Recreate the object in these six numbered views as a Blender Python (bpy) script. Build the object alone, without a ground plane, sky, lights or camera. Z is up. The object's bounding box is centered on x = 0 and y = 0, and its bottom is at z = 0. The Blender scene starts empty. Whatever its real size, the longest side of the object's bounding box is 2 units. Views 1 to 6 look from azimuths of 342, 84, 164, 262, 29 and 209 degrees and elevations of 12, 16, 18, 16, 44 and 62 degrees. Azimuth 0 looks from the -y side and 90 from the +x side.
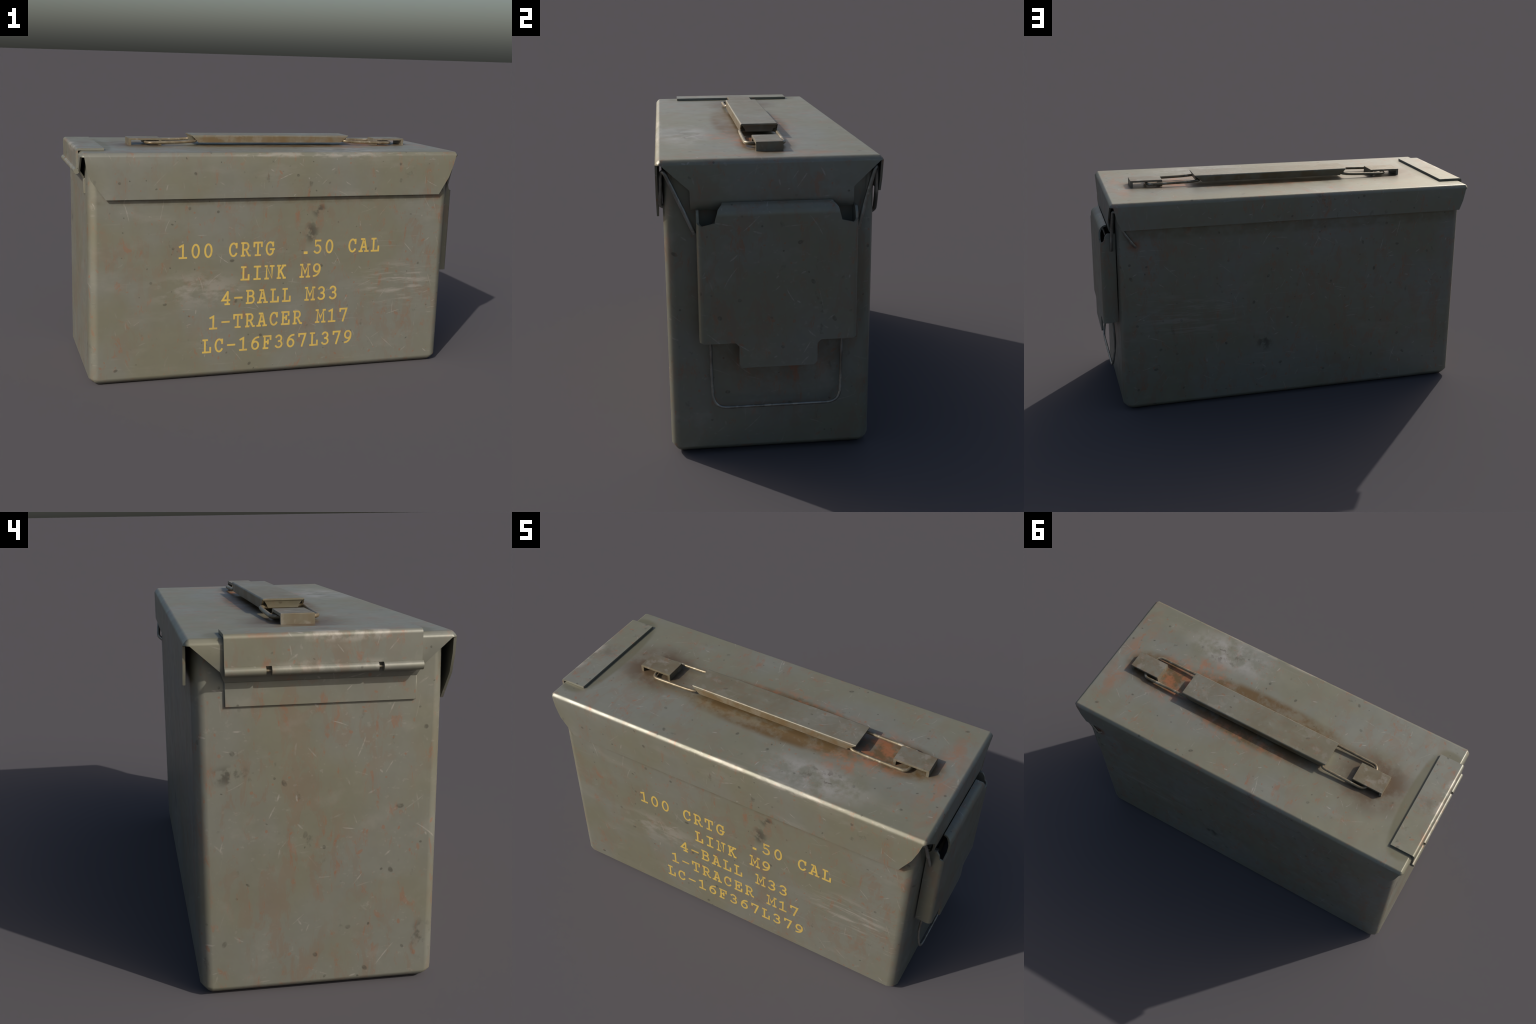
"""Weathered olive steel ammunition box: body, folded sheet lid, strap handle,
hinge, over-centre latch, wires and yellow stencil lettering."""
import bpy, bmesh, math
from mathutils import Vector, Matrix

# ------------------------------------------------------------------ helpers
def srgb(r, g, b):
    f = lambda c: (c / 255 / 12.92) if c / 255 <= 0.04045 else ((c / 255 + 0.055) / 1.055) ** 2.4
    return (f(r), f(g), f(b), 1.0)

ROOT = bpy.data.objects.new("ammunition_box", None)
bpy.context.scene.collection.objects.link(ROOT)
ROOT["label"] = "weathered olive steel ammunition box with hinged lid and yellow lettering"
ROOT["category"] = "ammunition box"


def add_object(name, bm, material, parent=None, smooth=40.0):
    me = bpy.data.meshes.new(name)
    bmesh.ops.recalc_face_normals(bm, faces=bm.faces[:])
    bm.to_mesh(me)
    bm.free()
    for p in me.polygons:
        p.use_smooth = True
    me.set_sharp_from_angle(angle=math.radians(smooth))
    me.materials.append(material)
    ob = bpy.data.objects.new(name, me)
    bpy.context.scene.collection.objects.link(ob)
    ob.parent = parent or ROOT
    flat = ob.modifiers.new("flat_panels", 'WEIGHTED_NORMAL')   # bends shade only where they bend
    flat.keep_sharp = True
    return ob


def thicken(bm, t):
    """Give an open sheet real thickness: t > 0 grows against the normals."""
    bmesh.ops.solidify(bm, geom=bm.faces[:], thickness=t)


def box(bm, x0, x1, y0, y1, z0, z1, bevel=0.0, seg=1):
    r = bmesh.ops.create_cube(bm, size=1.0)
    for v in r["verts"]:
        v.co = Vector(((x0 + x1) / 2 + v.co.x * (x1 - x0),
                       (y0 + y1) / 2 + v.co.y * (y1 - y0),
                       (z0 + z1) / 2 + v.co.z * (z1 - z0)))
    if bevel:
        es = list({e for v in r["verts"] for e in v.link_edges})
        bmesh.ops.bevel(bm, geom=es, offset=bevel, segments=seg, affect='EDGES', profile=0.5)


def sheet(outline, lines_s, lines_t, mapping, thickness):
    """Sheet metal: a flat outline in (s, t), scored along fold lines, then bent."""
    bm = bmesh.new()
    bm.faces.new([bm.verts.new((s, t, 0)) for s, t in outline])
    for s in lines_s:
        bmesh.ops.bisect_plane(bm, geom=bm.verts[:] + bm.edges[:] + bm.faces[:],
                               plane_co=(s, 0, 0), plane_no=(1, 0, 0), dist=1e-6)
    for t in lines_t:
        bmesh.ops.bisect_plane(bm, geom=bm.verts[:] + bm.edges[:] + bm.faces[:],
                               plane_co=(0, t, 0), plane_no=(0, 1, 0), dist=1e-6)
    for v in bm.verts:
        v.co = Vector(mapping(v.co.x, v.co.y))
    bmesh.ops.recalc_face_normals(bm, faces=bm.faces[:])
    thicken(bm, thickness)
    return bm


def fillet(points, radius, n=6, closed=False):
    """Round the corners of a wire path."""
    pts = [Vector(p) for p in points]
    out = []
    N = len(pts)
    for i, p in enumerate(pts):
        if not closed and i in (0, N - 1):
            out.append(p)
            continue
        a, b = pts[i - 1], pts[(i + 1) % N]
        da, db = (a - p), (b - p)
        r = min(radius, da.length * 0.49, db.length * 0.49)
        p0, p1 = p + da.normalized() * r, p + db.normalized() * r
        for k in range(n + 1):
            u = k / n
            out.append(p0 * (1 - u) ** 2 + p * 2 * u * (1 - u) + p1 * u * u)
    return out


def tube(bm, path, r, nseg=12, closed=False):
    N = len(path)
    rings = []
    ref = None
    for i in range(N):
        if closed:
            d = path[(i + 1) % N] - path[i - 1]
        else:
            d = path[min(i + 1, N - 1)] - path[max(i - 1, 0)]
        d.normalize()
        if ref is None:
            ref = d.orthogonal().normalized()
        ref = (ref - d * ref.dot(d)).normalized()
        side = d.cross(ref)
        rings.append([bm.verts.new(path[i] + (ref * math.cos(a) + side * math.sin(a)) * r)
                      for a in [2 * math.pi * k / nseg for k in range(nseg)]])
    for i in range(N if closed else N - 1):
        A, B = rings[i], rings[(i + 1) % N]
        if closed and i == N - 1:      # match the twist where the loop shuts
            j = min(range(nseg), key=lambda k: (A[0].co - B[k].co).length)
            B = B[j:] + B[:j]
        for k in range(nseg):
            bm.faces.new((A[k], A[(k + 1) % nseg], B[(k + 1) % nseg], B[k]))
    if not closed:
        bm.faces.new(rings[0][::-1])
        bm.faces.new(rings[-1])


# ---------------------------------------------------------------- materials
class Nodes:
    """Small vocabulary for painting weather with node masks."""
    def __init__(self, name):
        self.mat = bpy.data.materials.new(name)
        self.mat.use_nodes = True
        self.t = self.mat.node_tree
        self.t.nodes.clear()
        self.pos = self.new("ShaderNodeTexCoord").outputs["Object"]

    def new(self, kind):
        return self.t.nodes.new(kind)

    def put(self, sock, val):
        if hasattr(val, "links"):
            self.t.links.new(val, sock)
        else:
            sock.default_value = val

    def math(self, op, a, b=0.0, clamp=False):
        n = self.new("ShaderNodeMath")
        n.operation = op
        n.use_clamp = clamp
        self.put(n.inputs[0], a)
        self.put(n.inputs[1], b)
        return n.outputs[0]

    def mul(self, *a):
        r = a[0]
        for b in a[1:]:
            r = self.math("MULTIPLY", r, b)
        return r

    def place(self, scale=(1, 1, 1), rot=(0, 0, 0), loc=(0, 0, 0)):
        m = self.new("ShaderNodeMapping")
        m.vector_type = 'POINT'
        self.put(m.inputs["Vector"], self.pos)
        m.inputs["Location"].default_value = loc
        m.inputs["Rotation"].default_value = rot
        m.inputs["Scale"].default_value = scale
        return m.outputs[0]

    def noise(self, vec, scale, detail=4.0, rough=0.55, dist=0.0):
        n = self.new("ShaderNodeTexNoise")
        self.put(n.inputs["Vector"], vec)
        n.inputs["Scale"].default_value = scale
        n.inputs["Detail"].default_value = detail
        n.inputs["Roughness"].default_value = rough
        n.inputs["Distortion"].default_value = dist
        return n.outputs[0]

    def ramp(self, v, lo, hi, a=0.0, b=1.0):
        n = self.new("ShaderNodeMapRange")
        n.interpolation_type = 'SMOOTHSTEP'
        self.put(n.inputs[0], v)
        for i, x in enumerate((lo, hi, a, b)):
            n.inputs[i + 1].default_value = x
        return n.outputs[0]

    def spot(self, centre, radii, lo=1.0, hi=0.2):
        """1 inside an ellipsoid, falling to 0 at its border."""
        s = tuple(1 / r for r in radii)
        loc = tuple(-c / r for c, r in zip(centre, radii))
        L = self.new("ShaderNodeVectorMath")
        L.operation = 'LENGTH'
        self.put(L.inputs[0], self.place(scale=s, loc=loc))
        return self.ramp(L.outputs["Value"], hi, lo, 1.0, 0.0)

    def most(self, *a):
        r = a[0]
        for b in a[1:]:
            r = self.math("MAXIMUM", r, b)
        return r

    def mix(self, fac, a, b):
        n = self.new("ShaderNodeMix")
        n.data_type = 'RGBA'
        self.put(n.inputs["Factor"], fac)
        self.put(n.inputs["A"], a)
        self.put(n.inputs["B"], b)
        return n.outputs["Result"]

    def streaks(self, rot, stretch, scale, lo, hi, loc=(0, 0, 0)):
        """Fine scratches: noise drawn out along one axis after a turn."""
        return self.ramp(self.noise(self.place(scale=stretch, rot=rot, loc=loc), scale, 2.0, 0.5), lo, hi)

    def face_plane(self):
        """Two coordinates that lie in whichever panel is being painted."""
        nrm = self.new("ShaderNodeSeparateXYZ")
        self.put(nrm.inputs[0], self.new("ShaderNodeTexCoord").outputs["Normal"])
        p = self.new("ShaderNodeSeparateXYZ")
        self.put(p.inputs[0], self.pos)
        end = self.math("GREATER_THAN", self.math("ABSOLUTE", nrm.outputs[0]), 0.7)
        top = self.math("GREATER_THAN", self.math("ABSOLUTE", nrm.outputs[2]), 0.7)
        pick = lambda f, a, b: self.math("ADD", self.mul(self.math("SUBTRACT", 1.0, f), a), self.mul(f, b))
        u, v = pick(end, p.outputs[0], p.outputs[1]), pick(top, p.outputs[2], p.outputs[1])
        # keep front and back, left and right, from repeating each other
        side = self.math("ADD", self.mul(self.math("SIGN", nrm.outputs[1]), 3.7), self.mul(self.math("SIGN", nrm.outputs[0]), 1.9))
        v = self.math("ADD", v, self.mul(side, self.math("SUBTRACT", 1.0, top)))
        c = self.new("ShaderNodeCombineXYZ")
        self.put(c.inputs[0], u)
        self.put(c.inputs[1], v)
        return c.outputs[0]

    def vec(self, op, a, b):
        n = self.new("ShaderNodeVectorMath")
        n.operation = op
        self.put(n.inputs[0], a)
        self.put(n.inputs[1], b)
        return n.outputs["Value"] if op in ("DOT_PRODUCT", "LENGTH") else n.outputs[0]

    def marks(self, scale, length, width, keep, shift):
        """One slightly bowed stroke per random cell, each at its own angle."""
        if not hasattr(self, "plane"):
            self.plane = self.face_plane()
        at = self.vec("ADD", self.plane, (shift[0], shift[1], 0.0))
        v = self.new("ShaderNodeTexVoronoi")
        v.voronoi_dimensions = '2D'
        v.inputs["Scale"].default_value = scale
        self.put(v.inputs["Vector"], at)
        rnd = self.new("ShaderNodeSeparateColor")
        self.put(rnd.inputs[0], v.outputs["Color"])
        ang = self.mul(rnd.outputs[0], 6.283)
        d = self.new("ShaderNodeCombineXYZ")
        self.put(d.inputs[0], self.math("COSINE", ang))
        self.put(d.inputs[1], self.math("SINE", ang))
        e = self.new("ShaderNodeCombineXYZ")
        self.put(e.inputs[0], self.mul(self.math("SINE", ang), -1.0))
        self.put(e.inputs[1], self.math("COSINE", ang))
        loc = self.vec("SUBTRACT", at, v.outputs["Position"])
        a, b = self.vec("DOT_PRODUCT", loc, d.outputs[0]), self.vec("DOT_PRODUCT", loc, e.outputs[0])
        b = self.math("ADD", b, self.mul(self.mul(a, a), self.math("SUBTRACT", rnd.outputs[2], 0.5), 0.25 / length))
        reach = self.mul(self.math("ADD", self.mul(rnd.outputs[1], 0.75), 0.25), length)
        t = self.math("DIVIDE", self.math("ABSOLUTE", a), reach)
        w = self.math("DIVIDE", self.math("ABSOLUTE", b), width)
        r = self.math("ADD", self.math("POWER", t, 2.0), self.math("POWER", w, 2.0))
        return self.mul(self.ramp(r, 0.35, 1.1, 1.0, 0.0), self.ramp(rnd.outputs[2], keep, keep + 0.15))

    def finish(self, colour, rough, metallic=0.0, bump=None, strength=0.1, dist=0.004, spec=0.5):
        b = self.new("ShaderNodeBsdfPrincipled")
        self.put(b.inputs["Base Color"], colour)
        self.put(b.inputs["Roughness"], rough)
        self.put(b.inputs["Metallic"], metallic)
        b.inputs["Specular IOR Level"].default_value = spec
        if bump is not None:
            n = self.new("ShaderNodeBump")
            n.inputs["Strength"].default_value = strength
            n.inputs["Distance"].default_value = dist
            self.put(n.inputs["Height"], bump)
            self.put(b.inputs["Normal"], n.outputs[0])
        o = self.new("ShaderNodeOutputMaterial")
        self.t.links.new(b.outputs[0], o.inputs[0])
        return self.mat


OLIVE = srgb(130, 128, 110)
OLIVE_GREY = srgb(132, 132, 121)
BROWN_STAIN = srgb(134, 114, 96)
RUST = srgb(152, 103, 76)
SCUFF = srgb(164, 159, 149)
CHIP = srgb(72, 68, 60)
DIRT = srgb(106, 84, 53)


def steel_paint(name, lid=False, hinge=False, grime=0.0, wear=1.0):
    """Olive paint with stains, rust bloom, scuffs, scratches and dark chips."""
    N = Nodes(name)
    P = N.pos
    # paint that varies slowly, a little greyer in places
    c = N.mix(N.ramp(N.noise(P, 2.3, 3), 0.4, 0.62), OLIVE, OLIVE_GREY)
    c = N.mix(N.mul(N.ramp(N.noise(P, 26, 4, 0.65), 0.35, 0.7), 0.10), c, srgb(110, 106, 92))
    # runs of brown stain, drawn out down the walls and across the lid
    run = N.place(scale=(4.0, 2.2, 1.4) if lid else (4.6, 5.0, 2.2), loc=(3.1, 1.7, 0.4))
    n1 = N.noise(run, 3.6, 6, 0.66, 0.5)
    where = N.ramp(N.noise(N.place(loc=(5, 2, 8)), 1.6, 2), 0.36, 0.6)
    c = N.mix(N.mul(N.ramp(n1, 0.50, 0.565), where, 0.32 if lid else 0.45), c, BROWN_STAIN)
    n2 = N.noise(N.place(scale=(4.5, 3.0, 1.5) if lid else (5.0, 5.6, 2.4), loc=(7.3, 4.1, 2.2)), 4.6, 7, 0.7, 0.6)
    c = N.mix(N.mul(N.ramp(n2, 0.56, 0.64), N.ramp(n1, 0.44, 0.54), 0.45), c, RUST)
    # broad pale rubbing
    rub = N.noise(N.place(scale=(1.0, 2.6, 3.4), loc=(1.3, 0, 2.0)), 3.0, 6, 0.62)
    c = N.mix(N.mul(N.ramp(rub, 0.54, 0.74), 0.22 * wear), c, SCUFF)
    # scratches, nicks and chips scattered one per cell, each turned its own way
    fade = N.ramp(N.noise(P, 4.5, 2), 0.38, 0.58)
    scr = N.most(N.mul(N.marks(5.5, 0.060, 0.0024, 0.30, (0, 0)), 0.9), N.mul(N.marks(7.5, 0.045, 0.0020, 0.40, (3, 8)), 0.8),
                 N.mul(N.marks(10.0, 0.022, 0.0032, 0.5, (5, 1)), 0.9))
    c = N.mix(N.mul(scr, N.ramp(N.noise(P, 60, 2), 0.35, 0.6, 0.3, 1.0), N.math("ADD", N.mul(fade, 0.7), 0.3), 0.85 * wear), c, SCUFF)
    s_h = N.mul(N.streaks((0, 0, 0), (0.9, 9, 16), 5, 0.63, 0.74), 0.15 if lid or hinge else 0.5)
    c = N.mix(N.mul(s_h, fade, 0.5 * wear), c, SCUFF)
    speck = N.mul(N.ramp(N.noise(P, 48, 2, 0.6), 0.66, 0.74), N.ramp(N.noise(N.place(loc=(4, 4, 4)), 6, 2), 0.42, 0.6))
    c = N.mix(N.mul(speck, 0.28 * wear), c, SCUFF)
    soil = N.mul(N.ramp(N.noise(N.place(scale=(1.4, 1.4, 1.0), loc=(9, 1, 5)), 15, 4, 0.6), 0.63, 0.72),
                 N.ramp(N.noise(N.place(loc=(1, 6, 2)), 3.5, 2), 0.45, 0.62))
    c = N.mix(N.mul(soil, 0.4), c, CHIP)
    chip = N.most(N.marks(6.0, 0.014, 0.008, 0.50, (2, 2)), N.marks(11.0, 0.007, 0.0045, 0.72, (7, 4)))
    c = N.mix(N.mul(chip, N.ramp(N.noise(P, 70, 2), 0.3, 0.6, 0.45, 1.0), 0.6), c, CHIP)
    flake = N.most(N.marks(9.0, 0.016, 0.006, 0.5, (1, 9)), N.marks(15.0, 0.008, 0.004, 0.6, (8, 8)))
    c = N.mix(N.mul(flake, fade, 0.5), c, RUST)

    cloud = N.noise(P, 9, 5, 0.65)
    breakup = N.ramp(cloud, 0.36, 0.62)
    if lid:
        # brown grime gathered beside the handle, smoky ring at one bracket, rust at the other
        beside = N.most(N.spot((0.03, -0.08, 1.14), (0.58, 0.095, 0.05), 1.0, 0.6),
                        N.spot((0.06, 0.10, 1.14), (0.50, 0.075, 0.05), 1.0, 0.55),
                        N.spot((0.66, 0.01, 1.14), (0.24, 0.13, 0.05), 1.0, 0.65))
        c = N.mix(N.mul(beside, N.ramp(N.noise(P, 13, 5, 0.65), 0.32, 0.56, 0.45, 1.0), 0.95), c, DIRT)
        ring = N.spot((-0.63, 0.02, 1.14), (0.27, 0.23, 0.06), 1.0, 0.35)
        c = N.mix(N.mul(ring, N.ramp(cloud, 0.3, 0.58, 0.4, 1.0), 0.95), c, srgb(98, 80, 60))
        bloom = N.most(N.spot((0.56, 0.0, 1.14), (0.22, 0.20, 0.05), 1.0, 0.35), N.spot((0.42, -0.14, 1.14), (0.2, 0.08, 0.05)),
                       N.spot((0.1, 0.14, 1.14), (0.4, 0.07, 0.05)))
        c = N.mix(N.mul(bloom, N.ramp(N.noise(P, 17, 5, 0.65), 0.43, 0.62), 0.65), c, srgb(170, 108, 74))
        # pale rubbed patch with dark pits
        patch = N.spot((0.38, -0.285, 1.13), (0.36, 0.13, 0.05), 1.0, 0.25)
        c = N.mix(N.mul(patch, N.ramp(cloud, 0.35, 0.6), 0.7), c, srgb(172, 168, 162))
        pit = N.mul(N.spot((0.42, -0.265, 1.13), (0.17, 0.08, 0.05)), N.ramp(N.noise(P, 34, 2), 0.57, 0.66))
        c = N.mix(N.mul(pit, 0.6), c, srgb(92, 82, 74))
        # rust run near the latch end
        run_end = N.mul(N.spot((0.86, 0.0, 1.13), (0.07, 0.45, 0.05), 1.0, 0.1), N.ramp(n1, 0.42, 0.6))
        c = N.mix(N.mul(run_end, 0.6), c, srgb(160, 116, 88))
        # olive grime in the step around the hinge plate
        step = N.most(N.spot((-0.85, 0.0, 1.13), (0.055, 0.33, 0.03), 1.0, 0.75),
                      N.spot((-0.91, -0.30, 1.13), (0.08, 0.05, 0.03), 1.0, 0.5),
                      N.spot((-0.91, 0.30, 1.13), (0.08, 0.05, 0.03), 1.0, 0.5))
        c = N.mix(N.mul(step, 0.6), c, srgb(106, 102, 78))
        # bright wear along the folded front edge
        edge = N.mul(N.spot((0.25, -0.393, 1.121), (0.65, 0.03, 0.02), 1.0, 0.55),
                     N.ramp(N.noise(N.place(scale=(1, 3, 3)), 14, 4), 0.45, 0.62))
        c = N.mix(N.mul(edge, 0.4), c, srgb(184, 177, 166))
    elif hinge:
        fold = N.mul(N.spot((-0.985, -0.07, 1.135), (0.04, 0.2, 0.03), 1.0, 0.4), N.ramp(N.noise(P, 22, 4), 0.42, 0.6))
        c = N.mix(N.mul(fold, 0.5), c, srgb(188, 181, 170))
        knuck = N.mul(N.spot((-0.99, -0.04, 1.045), (0.03, 0.26, 0.025), 1.0, 0.5), N.ramp(N.noise(P, 22, 4), 0.46, 0.6))
        c = N.mix(N.mul(knuck, 0.25), c, srgb(188, 181, 170))
        rusty = N.mul(N.spot((-0.98, 0.16, 1.14), (0.04, 0.12, 0.02)), N.ramp(N.noise(P, 25, 4), 0.45, 0.6))
        c = N.mix(N.mul(rusty, 0.35), c, RUST)
        smoke = N.mul(N.spot((-0.92, 0.02, 1.14), (0.07, 0.1, 0.03)), breakup)
        c = N.mix(N.mul(smoke, 0.55), c, srgb(103, 85, 67))
    elif grime == 0.0:
        # long scuffs on the wall that carries the lettering
        a = N.mul(N.spot((0.66, -0.376, 0.44), (0.3, 0.1, 0.16), 1.0, 0.2),
                  N.ramp(N.noise(N.place(scale=(1, 1, 9), rot=(0, 0.06, 0)), 7, 5, 0.65), 0.47, 0.66))
        b = N.mul(N.spot((-0.42, -0.376, 0.46), (0.34, 0.1, 0.12), 1.0, 0.2),
                  N.ramp(N.noise(N.place(scale=(1, 1, 2.2), rot=(0, 0.5, 0)), 9, 5, 0.65), 0.42, 0.62))
        d = N.mul(N.spot((0.55, 0.376, 0.5), (0.4, 0.1, 0.16), 1.0, 0.2),
                  N.ramp(N.noise(N.place(scale=(1, 1, 9), rot=(0, 0.06, 0)), 7, 5, 0.65), 0.47, 0.66))
        c = N.mix(N.mul(N.most(a, N.mul(b, 0.7), N.mul(d, 0.5)), 0.85), c, SCUFF)
        g = N.most(N.spot((0.165, -0.376, 0.73), (0.05, 0.1, 0.075)), N.spot((0.2, -0.376, 0.84), (0.05, 0.1, 0.05)),
                   N.spot((-0.94, 0.27, 0.72), (0.1, 0.085, 0.045)), N.spot((-0.94, -0.33, 0.15), (0.1, 0.05, 0.09)),
                   N.spot((0.16, 0.376, 0.32), (0.06, 0.1, 0.07)))
        c = N.mix(N.mul(g, N.ramp(N.noise(P, 22, 4), 0.45, 0.58), 0.7), c, CHIP)
        lip = N.most(N.spot((0.0, 0.378, 0.965), (1.6, 0.02, 0.05), 1.0, 0.5), N.spot((0.0, -0.378, 0.905), (1.6, 0.02, 0.035), 1.0, 0.5))  # occlusion shade below the lid skirt, tinted brown into the wall colour
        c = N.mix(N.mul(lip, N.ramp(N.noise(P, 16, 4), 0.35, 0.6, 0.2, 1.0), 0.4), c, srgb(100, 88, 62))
        # rust where the latch wire is anchored and brown grime around the latch
        anchor = N.most(N.spot((0.84, 0.376, 0.905), (0.05, 0.06, 0.04)), N.spot((0.84, -0.376, 0.905), (0.05, 0.06, 0.04)))
        c = N.mix(N.mul(anchor, breakup, 0.8), c, srgb(150, 92, 62))
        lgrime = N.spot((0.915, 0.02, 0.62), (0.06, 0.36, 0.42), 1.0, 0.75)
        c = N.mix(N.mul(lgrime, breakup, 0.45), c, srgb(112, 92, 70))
        painted_recess_shade = N.spot((0.92, 0.02, 0.97), (0.06, 0.36, 0.11), 1.0, 0.6)  # wall colour darkened for the gloom inside the latch recess
        c = N.mix(N.mul(painted_recess_shade, 0.6), c, srgb(80, 66, 48))
        lrust = N.mul(N.spot((0.915, 0.03, 0.37), (0.04, 0.24, 0.2)), N.ramp(n2, 0.5, 0.62))
        c = N.mix(N.mul(lrust, 0.6), c, RUST)
    if "handle" in name:                     # grip flanges hold brown grime from hands
        flanges = N.most(N.spot((0.04, -0.066, 1.160), (0.6, 0.012, 0.022), 1.0, 0.7), N.spot((0.04, 0.084, 1.160), (0.6, 0.012, 0.022), 1.0, 0.7))
        c = N.mix(N.mul(flanges, N.ramp(N.noise(P, 11, 4), 0.32, 0.6, 0.25, 1.0), 0.9), c, srgb(112, 90, 58))
    if grime > 0.0:
        c = N.mix(N.mul(N.ramp(N.noise(P, 8, 4, 0.6), 0.3, 0.65, 0.35, 1.0), grime), c, srgb(108, 94, 70))
        c = N.mix(N.mul(N.ramp(N.noise(N.place(loc=(2, 2, 2)), 20, 3), 0.55, 0.66), 0.35 * grime), c, SCUFF)

    rough = N.ramp(N.noise(P, 12, 4), 0.3, 0.7, 0.39, 0.48)
    grain = N.math("ADD", N.mul(N.noise(P, 90, 3), 0.6), N.mul(cloud, 0.8))
    tone = N.new("ShaderNodeMix")
    tone.data_type, tone.blend_type = 'RGBA', 'MULTIPLY'
    tone.inputs["Factor"].default_value = 1.0
    N.put(tone.inputs["A"], c)
    tone.inputs["B"].default_value = (0.89, 0.89, 0.89, 1)
    return N.finish(tone.outputs["Result"], rough, 0.3, grain, 0.06, 0.004, 0.5)


def wire_steel(name, bare=False):
    N = Nodes(name)
    light, dark = (srgb(150, 149, 142), srgb(122, 117, 106)) if bare else (srgb(132, 122, 100), srgb(108, 95, 74))
    c = N.mix(N.ramp(N.noise(N.pos, 14, 4), 0.35, 0.65), light, dark)
    c = N.mix(N.mul(N.ramp(N.noise(N.pos, 32, 3), 0.55, 0.68), 0.6), c, srgb(176, 168, 152))
    return N.finish(c, 0.4, 0.7 if bare else 0.4, N.noise(N.pos, 80, 2), 0.06)


def lettering_paint(name):
    """Yellow stencil paint, thin and scraped in places."""
    N = Nodes(name)
    c = N.mix(N.ramp(N.noise(N.pos, 16, 4), 0.35, 0.65), srgb(198, 169, 84), srgb(184, 156, 84))
    worn = N.ramp(N.noise(N.place(scale=(1.2, 1, 0.8)), 20, 5, 0.65), 0.58, 0.72)
    c = N.mix(N.mul(worn, 0.32), c, srgb(156, 138, 106))
    return N.finish(c, 0.5, 0.1)


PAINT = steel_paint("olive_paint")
LID_PAINT = steel_paint("olive_paint_lid", lid=True)
HINGE_PAINT = steel_paint("olive_paint_hinge", hinge=True)
GRIMY_PAINT = steel_paint("olive_paint_grimy", grime=0.85)
HANDLE_PAINT = steel_paint("olive_paint_handle", grime=0.5)
LATCH_PAINT = steel_paint("olive_paint_latch", grime=0.05)
WIRE = wire_steel("wire_steel")
BARE_WIRE = wire_steel("bare_wire_steel", bare=True)
YELLOW = lettering_paint("yellow_stencil_paint")

# --------------------------------------------------------------------- body
BX0, BX1, BY = -0.947, 0.919, 0.3778
BTOP = 1.105


def body_ring(inset_x, inset_y, z, n=2):
    """Rectangle with rounded uprights, drawn in by the given insets."""
    rx, ry = 0.046, 0.038                    # corner radii of the pressed shell
    x0, x1, y = BX0 + inset_x, BX1 - inset_x, BY - inset_y
    rx, ry = max(rx - inset_x, 0.004), max(ry - inset_y, 0.004)
    pts = []
    for cx, cy, a0 in ((x1 - rx, -y + ry, -90), (x1 - rx, y - ry, 0), (x0 + rx, y - ry, 90), (x0 + rx, -y + ry, 180)):
        for k in range(n + 1):
            a = math.radians(a0 + 90 * k / n)
            f = 0.93 if k == 1 else 1.0      # the press leaves the corner a little flat
            pts.append((cx + rx * f * math.cos(a), cy + ry * f * math.sin(a), z))
    return pts


bm = bmesh.new()
rings = [[bm.verts.new(p) for p in body_ring(ix, iy, z)] for ix, iy, z in (
    (0.041, 0.0335, 0.0), (0.019, 0.0155, 0.0145), (0.0, 0.0, 0.035), (0.0, 0.0, BTOP))]
for A, B in zip(rings, rings[1:]):
    for k in range(len(A)):
        bm.faces.new((A[k], A[(k + 1) % len(A)], B[(k + 1) % len(B)], B[k]))
bm.faces.new(rings[0][::-1])
bm.faces.new(rings[-1])
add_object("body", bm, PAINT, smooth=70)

# ---------------------------------------------------------------------- lid
LX0, LX1, LY, LZ = -0.980, 0.9545, 0.400, 1.131
R = 0.0195                                  # fold radius of the lid edge
SHEET = 0.008


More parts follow.
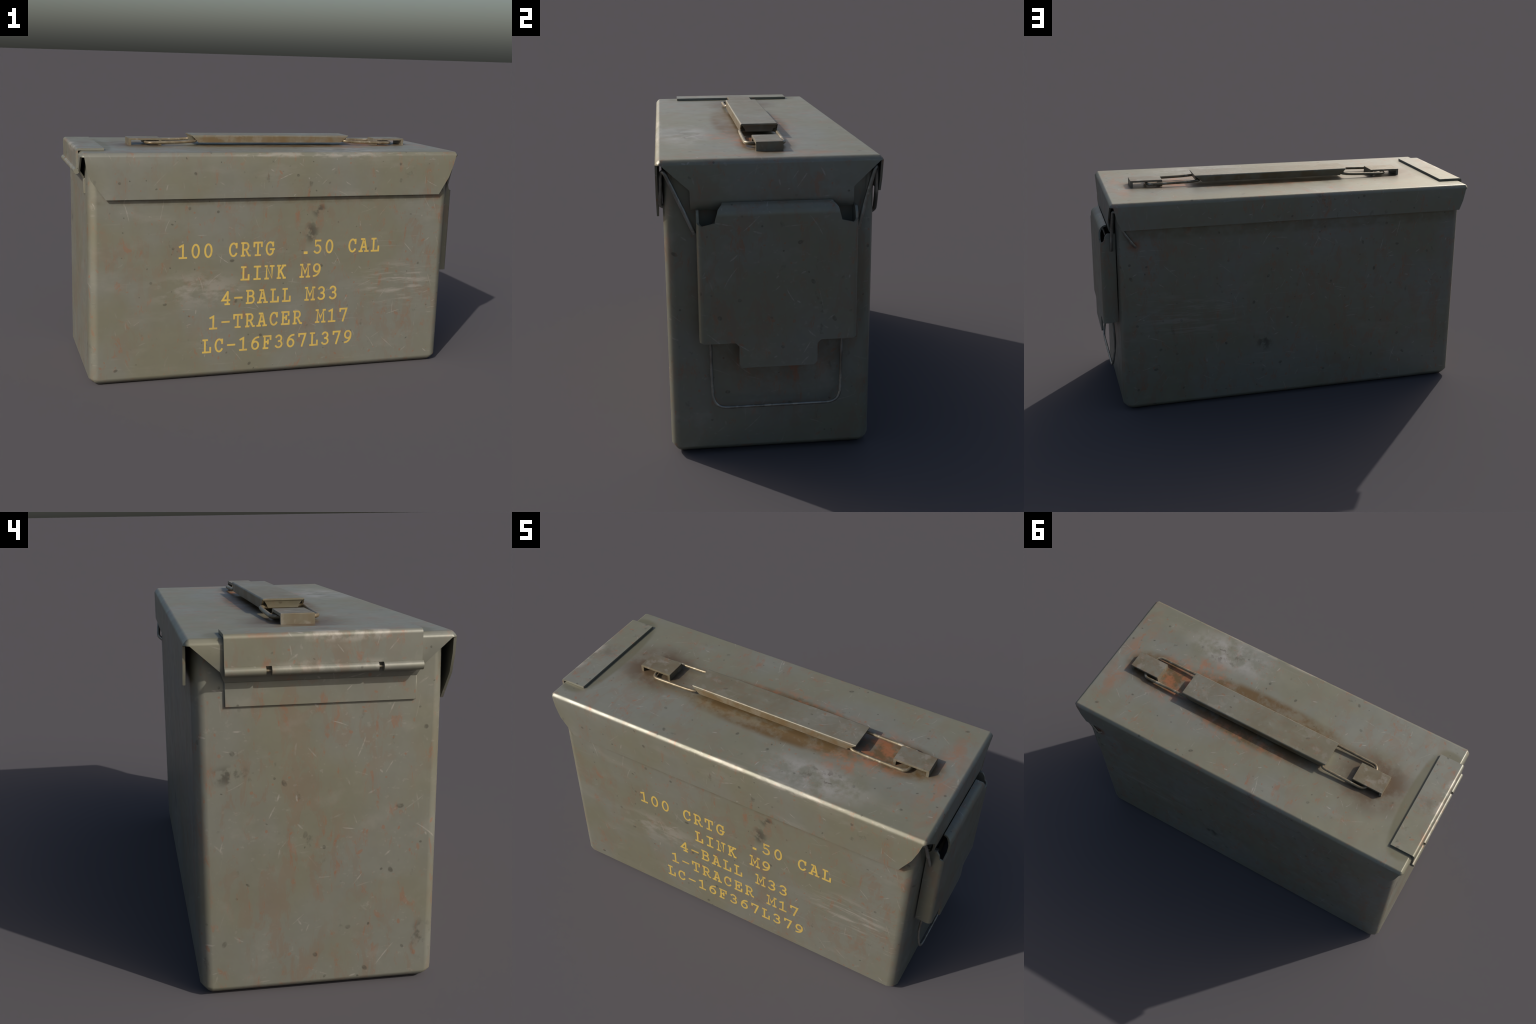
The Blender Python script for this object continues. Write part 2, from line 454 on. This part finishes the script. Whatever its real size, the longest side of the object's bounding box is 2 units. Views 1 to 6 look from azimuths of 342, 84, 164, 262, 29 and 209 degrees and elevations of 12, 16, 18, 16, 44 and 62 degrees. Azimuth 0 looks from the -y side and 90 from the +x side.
def lid_mesh():
    bm = bmesh.new()
    z = LZ - R
    top = [bm.verts.new(p) for p in ((LX0 + R, -LY + R, LZ), (LX1 - R, -LY + R, LZ), (LX1 - R, LY - R, LZ), (LX0 + R, LY - R, LZ))]
    bm.faces.new(top)
    # where each flap leaves the fold; between flaps the corner is cut off at 45 degrees
    foot = [[(-0.9625, -LY), (0.936, -LY)], [(LX1, -0.379), (LX1, 0.385)],
            [(0.936, LY), (-0.9625, LY)], [(LX0, 0.381), (LX0, -0.381)]]
    rows = []
    for f, dz in ((0.34, R * 0.17), (0.77, R * 0.60), (1.0, R)):   # a flattened fold
        row = []
        for i, side in enumerate(foot):
            row.append([bm.verts.new((top[c].co.x + (x - top[c].co.x) * f, top[c].co.y + (y - top[c].co.y) * f, LZ - dz))
                        for c, (x, y) in zip((i, (i + 1) % 4), side)])
        rows.append(row)
    prev = [[top[i], top[(i + 1) % 4]] for i in range(4)]
    for row in rows:
        for i in range(4):
            bm.faces.new((prev[i][0], row[i][0], row[i][1], prev[i][1]))
            n = (i + 1) % 4
            quad = [prev[i][1], row[i][1], row[n][0], prev[n][0]]
            bm.faces.new(quad[:3] if quad[0] is quad[3] else quad)
        prev = row
    front, right, back, left = rows[-1]

    def flap(start, rows):
        """Hang a flap from the fold: rows of (left end, right end)."""
        prev = start
        for a, b in rows:
            cur = [bm.verts.new(a), bm.verts.new(b)]
            bm.faces.new((prev[0], cur[0], cur[1], prev[1]))
            prev = cur

    flap(front, [((x0, y, z), (x1, y, z)) for x0, x1, y, z in (
        (-0.9545, 0.923, -0.4005, 1.062), (-0.933, 0.901, -0.401, 1.001), (-0.866, 0.850, -0.400, 0.913))])
    flap(back, [((x1, y, z), (x0, y, z)) for x0, x1, y, z in (
        (-0.948, 0.920, 0.4005, 1.044), (-0.929, 0.898, 0.401, 0.994))])
    flap(right, [((x, y0, z), (x, y1, z)) for x, y0, y1, z in (
        (0.955, -0.284, 0.292, 1.023), (0.9555, -0.284, 0.292, 0.990), (0.952, -0.283, 0.292, 0.968), (0.938, -0.283, 0.292, 0.950))])
    flap(left, [((x, y1, z), (x, y0, z)) for x, y0, y1, z in (
        (-0.978, -0.298, 0.298, 1.036), (-0.955, -0.284, 0.284, 1.001))])
    bmesh.ops.recalc_face_normals(bm, faces=bm.faces[:])
    thicken(bm, SHEET)
    return bm


lid = add_object("lid", lid_mesh(), LID_PAINT, smooth=50)

# -------------------------------------------------------------------- hinge
HR, HX, HT = 0.014, -0.9885, 1.1425        # fold radius, outer face, top face


def hinge_bend(s, t):
    """t runs from the inner edge of the plate, over the fold, down the end."""
    flat = (-0.857) - (HX + HR)
    arc = HR * math.pi / 2
    if t <= flat:
        return (-0.857 - t, s, HT)
    if t <= flat + arc:
        a = (t - flat) / HR
        return (HX + HR - HR * math.sin(a), s, HT - HR + HR * math.cos(a))
    return (HX, s, HT - HR - (t - flat - arc))


flat = -0.857 - (HX + HR)
arc = HR * math.pi / 2
end = flat + arc + (HT - HR - 1.050)
bm = sheet([(-0.2895, 0), (0.2865, 0), (0.2865, end), (-0.2895, end)], [],
           [flat + arc * k / 4 for k in range(5)], hinge_bend, 0.0105)
hinge = add_object("hinge", bm, HINGE_PAINT)
bm = bmesh.new()
box(bm, -0.9545, -0.938, -0.285, 0.2835, 0.929, 1.0015, 0.0015)
add_object("hinge_leaf", bm, HINGE_PAINT, hinge)
for y0, y1 in ((-0.292, -0.1745), (-0.159, 0.1515), (0.1685, 0.2865)):
    bm = bmesh.new()
    tube(bm, [Vector((-0.9865, y, 1.0365)) for y in (y0, y1)], 0.0135, 20)
    add_object("hinge_knuckle", bm, HINGE_PAINT, hinge)
bm = bmesh.new()
tube(bm, [Vector((-0.9865, y, 1.0365)) for y in (-0.288, 0.283)], 0.004, 10)
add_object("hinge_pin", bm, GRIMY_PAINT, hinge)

# ------------------------------------------------------------------- handle
GX0, GX1, GY0, GY1, GZ = -0.3825, 0.4705, -0.0645, 0.083, 1.1835
FL = 0.0345                                  # depth of the side flanges
FR = 0.006                                  # fold radius
QA = FR * math.pi / 2


def grip_bend(s, t):
    """s along the handle (end tabs folded), t across it (flanges folded)."""
    x, y, z = s, t, GZ
    if t < GY0 + FR:
        d = GY0 + FR - t
        a = min(d, QA) / FR
        y, z = GY0 + FR - FR * math.sin(a), GZ - FR + FR * math.cos(a) - max(0, d - QA)
    elif t > GY1 - FR:
        d = t - (GY1 - FR)
        a = min(d, QA) / FR
        y, z = GY1 - FR + FR * math.sin(a), GZ - FR + FR * math.cos(a) - max(0, d - QA)
    return (x, y, z)


o = QA - FR + FL
outline = [(GX0, GY0 + FR), (GX0, GY0), (GX0 + 0.036, GY0 - FL), (GX1 - 0.042, GY0 - FL), (GX1, GY0), (GX1, GY0 + FR),
           (GX1, GY1 - FR), (GX1, GY1), (GX1 - 0.042, GY1 + FL), (GX0 + 0.036, GY1 + FL), (GX0, GY1), (GX0, GY1 - FR)]
folds = [GY0 + FR - QA * k / 3 for k in range(4)] + [GY1 - FR + QA * k / 3 for k in range(4)]
bm = sheet(outline, [], folds, grip_bend, 0.006)
# end tabs: lean inward under the handle, then drop
for x, d in ((GX0, 1), (GX1, -1)):
    rows = [(0.0002, 0.0012, 0.003), (0.0035, 0.010, 0.009), (0.008, 0.020, 0.016), (0.009, 0.032, 0.021)]
    vs = []
    for dx, dz, dy in rows:
        vs.append([bm.verts.new((x + d * dx, GY0 + dy, GZ - dz)), bm.verts.new((x + d * dx, GY1 - dy, GZ - dz)),
                   bm.verts.new((x + d * (dx + 0.007), GY0 + dy, GZ - 0.001 - dz)),
                   bm.verts.new((x + d * (dx + 0.007), GY1 - dy, GZ - 0.001 - dz))])
    for a, b in zip(vs, vs[1:]):
        bm.faces.new((a[0], a[1], b[1], b[0]))
        bm.faces.new((a[2], b[2], b[3], a[3]))
        bm.faces.new((a[0], b[0], b[2], a[2]))
        bm.faces.new((a[1], a[3], b[3], b[1]))
    bm.faces.new((vs[-1][0], vs[-1][1], vs[-1][3], vs[-1][2]))
handle = add_object("carrying_handle", bm, HANDLE_PAINT)

for (x0, x1, y0, y1) in ((0.641, 0.809, -0.038, 0.0612), (-0.699, -0.533, -0.034, 0.0745)):
    bm = bmesh.new()
    prof = [(x0, 1.125), (x0, 1.1655), (x1, 1.1655), (x1, 1.125),
            (x1 - 0.013, 1.125), (x1 - 0.013, 1.1555), (x0 + 0.013, 1.1555), (x0 + 0.013, 1.125)]
    f = bm.faces.new([bm.verts.new((x, y0, z)) for x, z in prof])
    ex = bmesh.ops.extrude_face_region(bm, geom=[f])
    for v in ex["geom"]:
        if isinstance(v, bmesh.types.BMVert):
            v.co.y = y1
    top = [e for e in bm.edges if all(v.co.z > 1.16 for v in e.verts)]
    bmesh.ops.bevel(bm, geom=top, offset=0.003, segments=2, affect='EDGES', profile=0.5)
    add_object("handle_bracket", bm, GRIMY_PAINT, handle)

for (xi, xo, y0, y1, zi) in ((0.442, 0.722, -0.0675, 0.078, 1.155), (-0.358, -0.614, -0.066, 0.088, 1.155)):
    s = 1 if xo > xi else -1
    path = fillet([(xi, y0, zi), (xi + s * 0.06, y0, 1.150), (xo, y0, 1.1455), (xo, y1, 1.1455),
                   (xi + s * 0.06, y1, 1.150), (xi, y1, zi)], 0.036, 7, closed=True)
    bm = bmesh.new()
    tube(bm, path, 0.0074, 12, closed=True)
    add_object("handle_wire_loop", bm, WIRE, handle)

# -------------------------------------------------------------------- latch
PX, PA, PB = 1.0, -0.247, 0.2855            # plate face, ends of its flat part
CR = 0.018                                   # corner radius between plate and flange
CA = CR * math.pi / 2
FB = 0.058                                   # flange depth behind the corner
KZ, KR = 0.938, 0.042                        # where the cam starts to roll over


def latch_bend(s, t):
    x, y, z = PX, s, t
    if s < PA:
        d = PA - s
        a = min(d, CA) / CR
        x, y = PX - CR + CR * math.cos(a) - max(0, d - CA), PA - CR * math.sin(a)
    elif s > PB:
        d = s - PB
        a = min(d, CA) / CR
        x, y = PX - CR + CR * math.cos(a) - max(0, d - CA), PB + CR * math.sin(a)
    elif t > KZ:                             # the cam rolls back over the lid flap
        a = min((t - KZ) / KR, math.pi / 2)
        x, z = PX - KR + KR * math.cos(a), KZ + KR * math.sin(a)
    return (x, y, z)


SA, SB = PA - CA, PB + CA
top = KZ + KR * math.pi / 2
outline = [(SA - FB, 0.480), (SA - 0.006, 0.476), (PA - 0.012, 0.4765), (PA - 0.003, 0.473),
           (-0.137, 0.473), (-0.124, 0.459), (-0.124, 0.389), (-0.113, 0.377),
           (0.146, 0.377), (0.159, 0.389), (0.159, 0.459), (0.173, 0.473),
           (PB + 0.003, 0.473), (PB + 0.012, 0.4765), (SB + 0.006, 0.476), (SB + FB, 0.480),
           (SB + FB, 0.956), (SB + 0.018, 0.956), (SB + 0.006, 0.940), (SB, 0.917), (PB - 0.001, 0.905),
           (0.243, 0.915), (0.238, 0.935), (0.231, 0.962), (0.217, 0.985), (0.214, top),
           (-0.174, top), (-0.177, 0.985), (-0.191, 0.962), (-0.198, 0.935), (-0.203, 0.915),
           (PA + 0.001, 0.905), (SA, 0.917), (SA - 0.006, 0.940), (SA - 0.018, 0.956), (SA - FB, 0.956)]
bm = sheet(outline, [PA - CA * k / 4 for k in range(5)] + [PB + CA * k / 4 for k in range(5)],
           [KZ + KR * math.pi / 2 * k / 6 for k in range(6)], latch_bend, 0.009)
latch = add_object("latch", bm, LATCH_PAINT)
# mounting plate and pivot bar inside the cover
bm = bmesh.new()
box(bm, 0.912, 0.925, -0.20, 0.24, 0.52, 0.90, 0.003)
add_object("latch_mounting_plate", bm, LATCH_PAINT, latch)
bm = bmesh.new()
tube(bm, [Vector((0.948, y, 0.868)) for y in (-0.258, 0.296)], 0.008, 12)
add_object("latch_pivot_bar", bm, WIRE, latch)
bm = bmesh.new()
box(bm, 0.914, 0.956, -0.205, -0.190, 0.60, 0.90, 0.002)
box(bm, 0.914, 0.956, 0.230, 0.245, 0.60, 0.90, 0.002)
add_object("latch_ears", bm, LATCH_PAINT, latch)
# pull loop
bm = bmesh.new()
path = fillet([(0.957, -0.226, 0.60), (0.940, -0.2235, 0.335), (0.960, -0.219, 0.207),
               (0.960, 0.252, 0.207), (0.940, 0.2565, 0.335), (0.957, 0.259, 0.60)], 0.052, 8)
tube(bm, path, 0.0058, 12)
add_object("latch_pull_loop", bm, BARE_WIRE, latch)
# anchor wires: from the latch up to the lid corner, round the body, down the long wall
for sgn, yb, yt in ((-1, -0.271, -0.372), (1, 0.309, 0.372)):
    path = fillet([(0.947, yb, 0.868), (0.937, sgn * 0.371, 1.092), (0.905, sgn * 0.384, 1.075),
                   (0.893, sgn * 0.386, 0.986)] + ([(0.872, -0.386, 0.958), (0.866, -0.370, 0.950)] if sgn < 0 else [(0.842, sgn * 0.393, 0.914), (0.832, sgn * 0.374, 0.900)]), 0.02, 6)
    bm = bmesh.new()
    tube(bm, path, 0.0078, 12)
    add_object("latch_anchor_wire", bm, BARE_WIRE, latch)

# ---------------------------------------------------------------- lettering
def arc_pts(cx, cy, rx, ry, a0, a1, n=14):
    return [(cx + rx * math.cos(math.radians(a0 + (a1 - a0) * k / n)),
             cy + ry * math.sin(math.radians(a0 + (a1 - a0) * k / n))) for k in range(n + 1)]


# slab-serif typewriter letters as pen strokes in a unit cell (x 0..1, y 0..1)
GLYPHS = {
    "0": [arc_pts(.5, .5, .40, .5, 90, 450, 26)],
    "1": [[(.10, .86), (.5, .98), (.5, 0)], [(.08, 0), (.92, 0)]],
    "3": [arc_pts(.46, .755, .36, .245, 155, -90), arc_pts(.46, .265, .42, .265, 90, -150)],
    "4": [[(.70, 0), (.70, .98)], [(.68, .98), (.04, .32), (.94, .32)], [(.40, 0), (.92, 0)]],
    "5": [[(.84, 1), (.20, 1), (.17, .53)] + arc_pts(.45, .31, .43, .31, 130, -145)],
    "6": [[(.90, .97)] + arc_pts(.84, .36, .74, .60, 100, 180, 10), arc_pts(.50, .31, .40, .31, 90, 450, 22)],
    "7": [[(.06, .80), (.06, 1), (.92, 1), (.46, -.02)]],
    "9": [[(.10, .03)] + arc_pts(.16, .64, .74, .60, -80, 0, 10), arc_pts(.50, .69, .40, .31, 90, 450, 22)],
    "A": [[(.10, 0), (.46, 1), (.54, 1), (.90, 0)], [(.24, .34), (.76, .34)], [(.16, 1), (.52, 1)],
          [(-.10, 0), (.32, 0)], [(.68, 0), (1.10, 0)]],
    "B": [[(.16, 0), (.16, 1)], [(0, 1), (.55, 1)] + arc_pts(.55, .77, .31, .23, 90, -90, 10) + [(.16, .54)],
          arc_pts(.58, .27, .36, .27, 90, -90, 10) + [(0, 0)]],
    "C": [arc_pts(.52, .5, .46, .5, 38, 322, 22), [(.90, .66), (.90, .98)]],
    "E": [[(.16, 0), (.16, 1)], [(0, 1), (.88, 1), (.88, .74)], [(.16, .54), (.58, .54)], [(.58, .68), (.58, .38)],
          [(0, 0), (.94, 0), (.94, .30)]],
    "F": [[(.18, 0), (.18, 1)], [(.02, 1), (.94, 1), (.94, .72)], [(.18, .53), (.60, .53)], [(.60, .67), (.60, .37)],
          [(.02, 0), (.58, 0)]],
    "G": [arc_pts(.50, .5, .46, .5, 38, 318, 22) + [(.90, .42)], [(.54, .44), (1.02, .44)], [(.88, .70), (.88, .98)]],
    "I": [[(.5, 0), (.5, 1)], [(.12, 1), (.88, 1)], [(.12, 0), (.88, 0)]],
    "K": [[(.16, 0), (.16, 1)], [(.80, 1), (.18, .42)], [(.40, .58), (.86, 0)], [(0, 1), (.36, 1)], [(0, 0), (.36, 0)],
          [(.62, 1), (1.0, 1)], [(.78, 0), (1.02, 0)]],
    "L": [[(.28, 0), (.28, 1)], [(.04, 1), (.56, 1)], [(.02, 0), (.96, 0), (.96, .36)]],
    "M": [[(.08, 0), (.08, 1), (.50, .34), (.92, 1), (.92, 0)], [(-.10, 1), (.14, 1)], [(.86, 1), (1.10, 1)],
          [(-.12, 0), (.28, 0)], [(.72, 0), (1.12, 0)]],
    "N": [[(.14, 0), (.14, 1), (.84, .02), (.84, 1)], [(-.04, 1), (.18, 1)], [(.62, 1), (1.06, 1)], [(-.04, 0), (.36, 0)]],
    "R": [[(.16, 0), (.16, 1)], [(0, 1), (.52, 1)] + arc_pts(.52, .74, .32, .26, 90, -90, 10) + [(.16, .48)],
          [(.52, .48), (.90, 0), (1.06, 0)], [(-.02, 0), (.36, 0)]],
    "T": [[(.5, 0), (.5, 1)], [(.02, .70), (.02, 1), (.98, 1), (.98, .70)], [(.20, 0), (.80, 0)]],
    "-": [[(.06, .48), (.94, .48)]],
    ".": [[(.36, .05), (.60, .05)]],
}


def pen_stroke(bm, pts, w, y_front, y_back):
    """A flat raised ribbon along a pen stroke, mitred at its corners."""
    P = [Vector(p) for p in pts]
    loop = (P[0] - P[-1]).length < 1e-4
    if not loop:                              # square ends reach half a pen width further
        P[0] = P[0] + (P[0] - P[1]).normalized() * w * 0.4
        P[-1] = P[-1] + (P[-1] - P[-2]).normalized() * w * 0.4
    rows = []
    n = len(P)
    for i, p in enumerate(P):
        a = (p - (P[-2] if loop else p)) if i == 0 else (p - P[i - 1])
        b = ((P[1] if loop else p) - p) if i == n - 1 else (P[i + 1] - p)
        a = a.normalized() if a.length > 1e-6 else b.normalized()
        b = b.normalized() if b.length > 1e-6 else a
        na, nb = Vector((-a.y, a.x)), Vector((-b.y, b.x))
        m = na + nb
        m = m / max(m.length_squared, 0.7) * 2 * (w / 2) if m.length > 1e-4 else na * (w / 2)
        L, Rr = p + m, p - m
        rows.append([bm.verts.new((L.x, y_front, L.y)), bm.verts.new((Rr.x, y_front, Rr.y)),
                     bm.verts.new((Rr.x, y_back, Rr.y)), bm.verts.new((L.x, y_back, L.y))])
    for a, b in zip(rows, rows[1:]):
        for k in range(4):
            bm.faces.new((a[k], a[(k + 1) % 4], b[(k + 1) % 4], b[k]))
    bm.faces.new(rows[0][::-1])
    bm.faces.new(rows[-1])


LINES = ("100 CRTG  .50 CAL", "LINK M9", "4-BALL M33", "1-TRACER M17", "LC-16F367L379")
PITCH, CAP, PEN, DROP, CENTRE = 0.0632, 0.0635, 0.0090, 0.1215, 0.011
for row, text in enumerate(LINES):
    bm = bmesh.new()
    x_start = CENTRE - PITCH * len(text) / 2
    base = 0.6215 - DROP * row
    for i, ch in enumerate(text):
        for j, stroke in enumerate(GLYPHS.get(ch, [])):
            pts = [(x_start + PITCH * i + 0.0115 + px * 0.0405, base + py * CAP) for px, py in stroke]
            pen = PEN * (1.5 if ch == "." else 1.0)
            pen_stroke(bm, pts, pen, -BY - 0.0006 - 0.00012 * j - 0.00006 * (i % 2), -BY + 0.002)
    add_object("lettering", bm, YELLOW, smooth=30)
